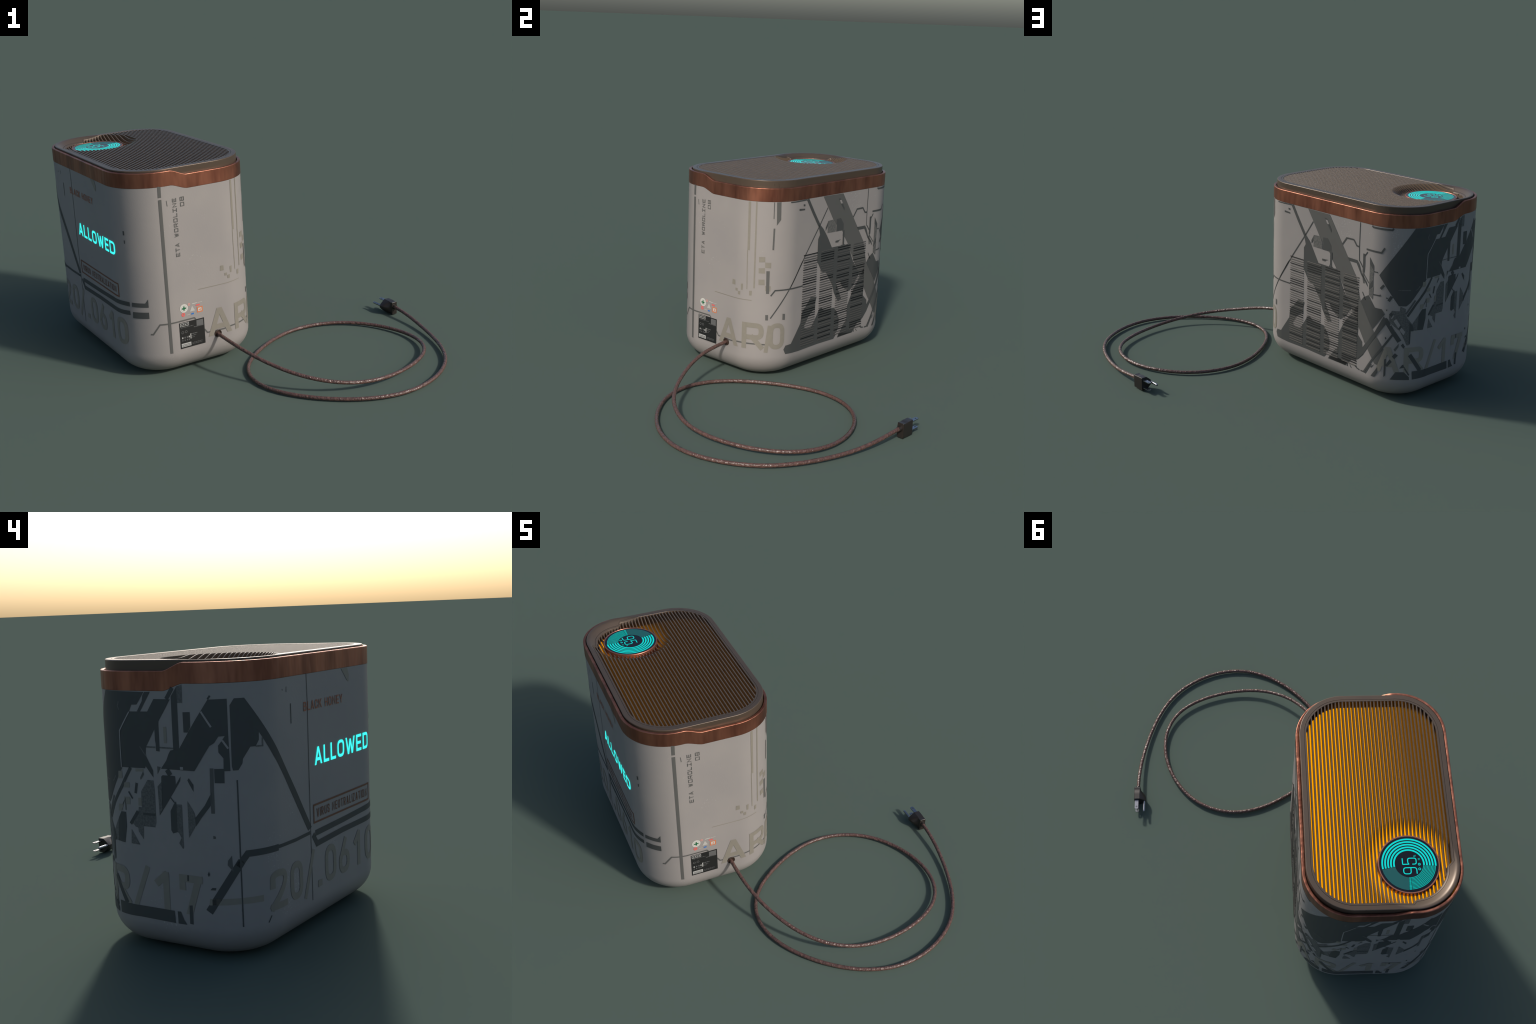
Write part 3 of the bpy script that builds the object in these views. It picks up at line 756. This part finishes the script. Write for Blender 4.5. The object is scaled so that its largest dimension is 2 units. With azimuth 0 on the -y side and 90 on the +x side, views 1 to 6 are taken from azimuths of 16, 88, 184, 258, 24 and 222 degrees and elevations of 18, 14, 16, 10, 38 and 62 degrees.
patch("mid", 1, [(2.878, 0.848), (2.893, 0.849), (2.893, 0.118), (2.879, 0.119)])
stroke("mid", 1, 0.003, [(2.915, 0.841), (2.918, 0.815)])
stroke("mid", 1, 0.007, [(2.798, 0.223), (2.809, 0.222), (2.842, 0.267), (2.88, 0.266), (-0.04, 0.267), (-0.032, 0.259)])    # circuit
stroke("mid", 1, 0.007, [(0.01, 0.198), (0.024, 0.178), (0.112, 0.175), (0.153, 0.18), (0.254, 0.181), (0.314, 0.179)])    # circuit
stroke("tan", 1, 0.012, [(0.199, 0.879), (0.2, 0.644)])
stroke("tan", 1, 0.004, [(0.194, 0.644), (0.197, 0.452)])
stroke("tan", 1, 0.007, [(0.233, 0.882), (0.233, 0.46)])
patch("tan", 1, [(0.252, 0.616), (0.282, 0.617), (0.282, 0.592), (0.253, 0.59)])
patch("tan", 1, [(0.282, 0.59), (0.311, 0.589), (0.311, 0.562), (0.283, 0.564)])
patch("tan", 1, [(0.252, 0.561), (0.282, 0.563), (0.283, 0.536), (0.253, 0.536)])
patch("tan", 1, [(0.253, 0.505), (0.282, 0.506), (0.283, 0.479), (0.254, 0.478)])
patch("tan", 1, [(0.286, 0.475), (0.313, 0.473), (0.312, 0.447), (0.287, 0.449)])
patch("tan", 1, [(0.164, 0.474), (0.176, 0.476), (0.174, 0.444), (0.165, 0.444)])
patch("tan", 1, [(0.132, 0.448), (0.146, 0.448), (0.146, 0.434), (0.133, 0.435)])
patch("tan", 1, [(0.148, 0.435), (0.162, 0.436), (0.161, 0.418), (0.148, 0.419)])
patch("tan", 1, [(0.209, 0.445), (0.223, 0.447), (0.222, 0.423), (0.21, 0.422)])
patch("tan", 1, [(0.112, 0.488), (0.129, 0.487), (0.13, 0.463), (0.11, 0.463)])
stroke("tan", 1, 0.003, [(-0.008, 0.399), (0.124, 0.398), (0.223, 0.399)])
patch("mid", 2, [(0.289, 0.548), (0.305, 0.548), (0.306, 0.436), (0.291, 0.436)])
patch("mid", 2, [(0.291, 0.33), (0.305, 0.33), (0.305, 0.303), (0.292, 0.303)])
patch("mid", 2, [(0.378, 0.332), (0.392, 0.33), (0.392, 0.3), (0.378, 0.302)])
patch("mid", 2, [(0.328, 0.88), (0.349, 0.881), (0.351, 0.797), (0.331, 0.77)])
stroke("mid", 2, 0.004, [(0.316, 0.88), (0.316, 0.801)])
stroke("mid", 2, 0.008, [(0.32, 0.755), (0.318, 0.651)])
stroke("body", 3, 0.0042, [(1.3677, 0.628), (1.3677, 0.695), (1.369, 0.749), (1.415, 0.813)])

# --- big serial lettering running round the foot
Z0, Z1 = 0.154, 0.2865
for ch, s0, s1 in (("A", 0.0300, 0.1560), ("R", 0.1775, 0.2870), ("0", 0.3100, 0.3925),
                   ("A", 1.1270, 1.2480), ("R", 1.2680, 1.3730), ("1", 1.4835, 1.5400), ("7", 1.5820, 1.6740),
                   ("2", 1.9030, 1.9920), ("0", 2.0145, 2.1000), ("0", 2.2640, 2.3500), ("6", 2.3730, 2.4590), ("1", 2.4980, 2.5500), ("0", 2.5920, 2.6800)):
    write(ch, "tan", 1.5, s0, Z0, s1, Z1, "serial_lettering", 0.0245 if ch in "AR17" else 0.0225)
for s0 in (0.299, 1.389, 2.115):
    stroke("tan", 1.3, 0.019, [(s0, 0.139), (s0 + (0.016 if s0 < 1 else 0.066), 0.276 if s0 < 1 else 0.298)], "serial_lettering")
box("tan", 1.5, 2.209, 0.154, 2.239, 0.178, "serial_lettering")

# --- words
write("ALLOWED", "cyan", 2, 2.2080, 0.588, 2.6420, 0.6500, "status_word", 0.0104, gap=0.24)
write("BLACK HONEY", "copper_print", 2, 2.1400, 0.7822, 2.4300, 0.8132, "maker_word", 0.0046, gap=0.30)
write("VIRUS NEUTRALIZATION", "copper_print", 2, 2.2120, 0.4045, 2.6180, 0.4355, "boxed_word", 0.0039, gap=0.46)
stroke("copper_print", 2, 0.0065, [(2.1905, 0.3895), (2.638, 0.3895), (2.638, 0.4505), (2.1905, 0.4505)], "boxed_word", True)
write("ETA WORDLiNE", "mid", 2, -0.1070, 0.5755, -0.0872, 0.8460, "side_word", 0.0031, gap=0.32, upright=True, mono=1.0, square=True)
write("08", "mid", 2, -0.0690, 0.8035, -0.0490, 0.8470, "side_word", 0.0031, gap=0.32, upright=True, mono=1.0, square=True)

# --- rating label
box("label", 1, -0.1190, 0.1300, 0.0105, 0.2575, "rating_label")
lab = "rating_label_mark"
stroke("label_white", 2, 0.0022, [(-0.1135, 0.2390), (-0.0705, 0.2390), (-0.0705, 0.2535), (-0.1135, 0.2535)], lab + "_white", True)
for k in range(4): box("label_white", 2, -0.108 + 0.009 * k, 0.2440, -0.1025 + 0.009 * k, 0.2485, lab + "_white")
box("label_white", 2, -0.1135, 0.1370, -0.0640, 0.1545, lab + "_white")
for k in range(2): box("label", 3, -0.110, 0.1405 + 0.006 * k, -0.068, 0.1425 + 0.006 * k, "rating_label_bar")
box("label_grey", 2, -0.0300, 0.2210, 0.0050, 0.2525, lab + "_grey")
rnd = random.Random(3)
for row, (z, s0, s1, h) in enumerate(((0.2310, -0.112, -0.045, 0.0025), (0.2215, -0.045, 0.002, 0.003), (0.1905, -0.062, -0.030, 0.004), (0.1820, -0.062, -0.036, 0.003),
                                      (0.1735, -0.062, -0.045, 0.003), (0.147, -0.058, -0.006, 0.0022), (0.141, -0.058, -0.006, 0.0022))):
    s = s0
    while s < s1:
        w = rnd.uniform(0.003, 0.009)
        box("label_grey", 2, s, z, min(s + w, s1), z + h, lab + "_grey")
        s += w + 0.002
for s, z in ((-0.104, 0.2085), (-0.086, 0.2095)): disc("label_grey", 2, s, z, 0.0065, lab + "_grey", 0.0045)
for s in (-0.106, -0.094, -0.082, -0.072):
    box("label_white" if s < -0.1 or s > -0.075 else "label_grey", 2, s - 0.003, 0.178, s + 0.003, 0.186, lab + "_white" if s < -0.1 or s > -0.075 else lab + "_grey")
    box("label_grey", 2, s - 0.003, 0.166, s + 0.002, 0.172, lab + "_grey")
box("label_white", 2, -0.066, 0.170, -0.0615, 0.195, lab + "_white")

# --- row of little safety icons above the label
disc("white", 1, -0.0887, 0.3246, 0.0205, "icon_disc")
disc("pale", 2, -0.0887, 0.3246, 0.0150, "icon_ring", 0.0135)
for a, b in ((0.0032, 0.0105), (0.0105, 0.0032)): box("green", 3 if a < b else 4, -0.0887 - a, 0.3246 - b, -0.0887 + a, 0.3246 + b, "icon_cross")
disc("red", 1, -0.0939, 0.2944, 0.0090, "icon_dot", 0.0035); disc("pink", 1, -0.0616, 0.3375, 0.0060, "icon_dot_pale", 0.0030)
patch("pale", 1, [(-0.060, 0.302), (-0.033, 0.302), (-0.0465, 0.328)], "icon_triangle")
box("red", 1, -0.0272, 0.3220, -0.0068, 0.3285, "icon_dot")
stroke("orange", 1, 0.0040, [(-0.0205, 0.2905), (0.0050, 0.2905), (0.0050, 0.3140), (-0.0205, 0.3140)], "icon_square", True)
box("white", 1, -0.0165, 0.2945, 0.0010, 0.3100, "icon_disc"); patch("orange", 2, [(-0.013, 0.300), (-0.004, 0.3095), (-0.004, 0.296)], "icon_square")
patch("blue", 1, [(-0.0534, 0.2855), (-0.0396, 0.2855), (-0.0396, 0.2925), (-0.0534, 0.2925)], "icon_flag")
box("white", 1, -0.0457, 0.3358, -0.0207, 0.3385, "icon_disc"); box("pale", 1, -0.018, 0.3358, 0.006, 0.3380, "icon_triangle")
for k in range(3): disc("pale", 1, -0.0745 + 0.006 * k, 0.2895, 0.0022, "icon_triangle")

NAMES = {"body": "print_gap", "dark": "camouflage_dark", "mid": "camouflage_mid", "grey": "camouflage_worn", "tan": "print_tan"}
GROUP_MAT = {"serial_lettering": "tan", "status_word": "cyan", "maker_word": "copper_print", "boxed_word": "boxed_print", "side_word": "mid",
             "rating_label": "label", "rating_label_mark_white": "label_white", "rating_label_mark_grey": "label_grey", "rating_label_bar": "label",
             "icon_disc": "white", "icon_ring": "pale", "icon_cross": "green", "icon_dot": "red", "icon_dot_pale": "pink", "icon_triangle": "pale",
             "icon_square": "orange", "icon_flag": "blue"}
for key, (V, F, NN) in PRINT.items():
    me = bpy.data.meshes.new(NAMES.get(key, key))
    me.from_pydata(V, [], F)
    me.polygons.foreach_set("use_smooth", [True] * len(F))
    me.normals_split_custom_set_from_vertices(NN)
    ob = add(NAMES.get(key, key), me, body, [GROUP_MAT.get(key, key)])
    ob["kind"] = "stuff"

# ------------------------------------------------------------------ louvres on the long side
def louvre_mesh(name, width, h, out):
    """one slat or black bar of the side louvre: a low wedge whose face leans outwards and down"""
    lean = 0.0007
    v = [(0, 0, 0), (width, 0, 0), (width, 0, h), (0, 0, h), (0.0005, out, 0.0003), (width - 0.0005, out, 0.0003), (width - 0.0005, out - lean, h - 0.0003), (0.0005, out - lean, h - 0.0003)]
    f = [(0, 1, 5, 4), (1, 2, 6, 5), (2, 3, 7, 6), (3, 0, 4, 7), (4, 5, 6, 7)]
    return mesh_of(name, v, f, False)
BLACK_M = louvre_mesh("louvre_black_bar", 0.1030, 0.0036, 0.0034)  # raised black bar modelling the dark inside of a deep slot
SHUT_M = louvre_mesh("louvre_slat", 0.1030, 0.0029, 0.0035)
BLACK_M.materials.append(MAT["louvre_black"]); SHUT_M.materials.append(MAT["louvre"])
rnd = random.Random(11)
for c, s0 in enumerate((0.5065, 0.6382, 0.7707, 0.9015)):
    for k in range(39):
        z = 0.6032 - 0.01215 * k
        gap = rnd.random() < (0.5 if c == 0 and k < 22 else 0.36)
        me = BLACK_M if gap else SHUT_M
        ob = bpy.data.objects.new(me.name, me)
        bpy.context.scene.collection.objects.link(ob)
        ob.parent = body
        p, n = wrap(s0, z)
        # along the long side s runs towards -u
        ob.matrix_local = Matrix.Translation((p.x, p.y, z - 0.0024)) @ Matrix(((-1, 0, 0, 0), (0, 1, 0, 0), (0, 0, 1, 0), (0, 0, 0, 1)))

# ------------------------------------------------------------------ cable
def local(p): return TO_LOCAL @ Vector(p)

def spline(ctrl, n):
    """clamped uniform cubic B-spline"""
    k, m = 3, len(ctrl)
    knots = [0.0] * k + [i / (m - k) for i in range(m - k + 1)] + [1.0] * k
    out = []
    for j in range(n):
        t = min(j / (n - 1), 1 - 1e-9)
        i = max(a for a in range(k, m) if knots[a] <= t)
        d = [Vector(ctrl[a + i - k]) for a in range(k + 1)]
        for r in range(1, k + 1):
            for a in range(k, r - 1, -1):
                lo, hi = knots[a + i - k], knots[a + 1 + i - r]
                w = (t - lo) / (hi - lo)
                d[a] = d[a - 1] * (1 - w) + d[a] * w
        out.append(d[k])
    return out

def tube(name, pts, radius, mat, parent=None, sides=14, caps=True, wobble=0.0):
    verts, faces = [], []
    t0 = (pts[1] - pts[0]).normalized()
    side = t0.cross(Vector((0, 0, 1))).normalized()
    rnd = random.Random(5)
    for i, p in enumerate(pts):
        t = (pts[min(i + 1, len(pts) - 1)] - pts[max(i - 1, 0)]).normalized()
        side = (side - t * side.dot(t)).normalized()
        up = t.cross(side)
        for k in range(sides):
            a = 2 * pi * k / sides
            r = radius(i / (len(pts) - 1)) if callable(radius) else radius
            r *= 1 + rnd.uniform(-wobble, wobble)
            verts.append(p + side * (r * cos(a)) + up * (r * sin(a)))
    for i in range(len(pts) - 1):
        for k in range(sides):
            a, b = i * sides + k, i * sides + (k + 1) % sides
            faces.append((a, b, b + sides, a + sides))
    if caps: faces += [tuple(range(sides))[::-1], tuple((len(pts) - 1) * sides + k for k in range(sides))]
    return add(name, mesh_of(name, verts, faces, True, 50), parent, [mat])

CABLE_R = 0.0088
path = [(-0.082, -0.244, 0.161), (-0.049, -0.274, 0.1583), (0.0728, -0.387, 0.1491), (0.2638, -0.4719, 0.1004), (0.4746, -0.5093, 0.0616), (0.6846, -0.4308, 0.0267),
        (0.8467, -0.2162, 0.0201), (0.9175, 0.0323, 0.0226), (0.7648, 0.2528, 0.0117), (0.4537, 0.3453, 0.0120), (0.1957, 0.2145, 0.0092),
        (0.0914, -0.0593, 0.0090), (0.073, -0.3511, 0.0089), (0.2568, -0.5502, 0.0090), (0.6223, -0.5790, 0.0090), (0.8926, -0.4502, 0.0106),
        (1.0070, -0.1742, 0.0092), (0.9784, 0.0572, 0.0140), (0.8377, 0.3114, 0.0160), (0.745, 0.420, 0.0400), (0.690, 0.4730, 0.0440)]
tube("cable", [local(p) for p in spline(path, 620)], CABLE_R, "cable", wobble=0.03)

# grommet: a flanged bush where the cable leaves the housing
ex = Vector((A, 0.0795, 0.160))
prof = [(0.0070, 0.0012), (0.0130, 0.0012), (0.0145, 0.0030), (0.0165, 0.0042), (0.0182, 0.0034), (0.0190, 0.0010), (0.0190, -0.004)]
v, f = revolve(prof, 40)
me = mesh_of("grommet", [(ex.x + z, ex.y + x, ex.z + y) for x, y, z in v], f, True, 40)
add("grommet", me, body, ["grommet"])

# ------------------------------------------------------------------ plug
# its own frame: a = along the prongs, b = towards the ground pin, z up
FRONT = Vector((0.6441, 0.5430, 0)); BACK = Vector((0.6948, 0.4950, 0))
ax = (FRONT - BACK).normalized(); bx = Vector((-ax.y, ax.x, 0)) 
if bx.dot(Vector((-0.686, -0.728, 0))) < 0: bx = -bx
LEN = (FRONT - BACK).length
ZC, HH = 0.0358, 0.0342
def plug_pt(a, b, z): return local(BACK + ax * a + bx * b + Vector((0, 0, z)))
def plug_section(t):
    """D-shaped section that narrows to a slim neck at the cable end"""
    k = min(1.0, max(0.0, (t - 0.14) / 0.66))
    k = sin(pi / 2 * k) ** 0.85
    depth = 0.0335 + (0.0630 - 0.0335) * k                 # reach towards the ground pin
    half = HH - 0.0020 * sin(pi * min(1.0, t / 0.45))      # slight waist
    flat = 0.0315 - 0.001 * k
    pts, c = [], 0.0022
    pts += [(c * 0.3, -half + c), (c, -half)]
    pts += [(flat - 0.002, -half), (flat, -half + 0.0012)]
    n = 7
    for i in range(1, n):
        w = i / n * 2 - 1
        nose = 1 - abs(w) ** 1.35
        pts.append((flat + (depth - flat) * nose, half * 0.96 * w))
    pts += [(flat, half - 0.0012), (flat - 0.002, half), (c, half), (c * 0.3, half - c), (0.0, half * 0.6), (0.0, -half * 0.6)]
    return pts
rows = []
for t, shrink in ((0.0, 0.95), (0.012, 0.985), (0.03, 1.0), (0.14, 1.0), (0.19, 1.0), (0.25, 1.0), (0.36, 1.0), (0.48, 1.0), (0.6, 1.0), (0.74, 1.0), (0.9, 1.0), (0.975, 1.0), (1.0, 0.97)):
    sec = plug_section(t)
    mb = sum(p[0] for p in sec) / len(sec)
    rows.append([plug_pt(t * LEN, mb + (b - mb) * shrink, ZC + z * shrink) for b, z in sec])
v, f = loft(rows, True, True)
plug = add("plug", mesh_of("plug", v, f, True, 24), mats=["plug"])
neck = [plug_pt(-0.013 + 0.0018 * i, 0.0187 - 0.0002 * i, 0.0442) for i in range(9)]
tube("strain_relief", neck, lambda t: 0.0112 + 0.0006 * t, "plug", plug, 20)

def blade(z):
    w, th, l, hole = 0.0092, 0.0020, 0.0525, 0.0043
    bc = 0.0140
    out = [(-0.004, -w), (l - 0.004, -w), (l - 0.0008, -w + 0.0028), (l, -w + 0.006), (l, w - 0.006), (l - 0.0008, w - 0.0028), (l - 0.004, w), (-0.004, w)]
    hc = l - 0.0125
    ring = [(hc + hole * cos(k * pi / 8), hole * sin(k * pi / 8)) for k in range(16)]
    tris = tessellate_polygon([[Vector((*p, 0)) for p in out], [Vector((*p, 0)) for p in ring]])
    allp = out + ring
    n, no = len(allp), len(out)
    verts = [plug_pt(LEN + a, bc + b, z + s * th) for s in (-1, 1) for a, b in allp]
    faces = [tuple(t) for t in tris] + [tuple(i + n for i in t)[::-1] for t in tris]
    for i in range(no): faces.append((i, (i + 1) % no, n + (i + 1) % no, n + i))
    for i in range(16):
        a, b = no + i, no + (i + 1) % 16
        faces.append((a, n + a, n + b, b))
    add("blade", mesh_of("blade", verts, faces, False), plug, ["steel"])
blade(0.0572); blade(0.0178)
pin = [plug_pt(LEN + a, 0.0515, 0.0390) for a in (-0.004, 0.01, 0.03, 0.05, 0.058, 0.0605, 0.0615)]
tube("ground_pin", pin, lambda t: 0.0060 if t < 0.8 else (0.0050 if t < 0.95 else 0.0028), "steel", plug, 20)
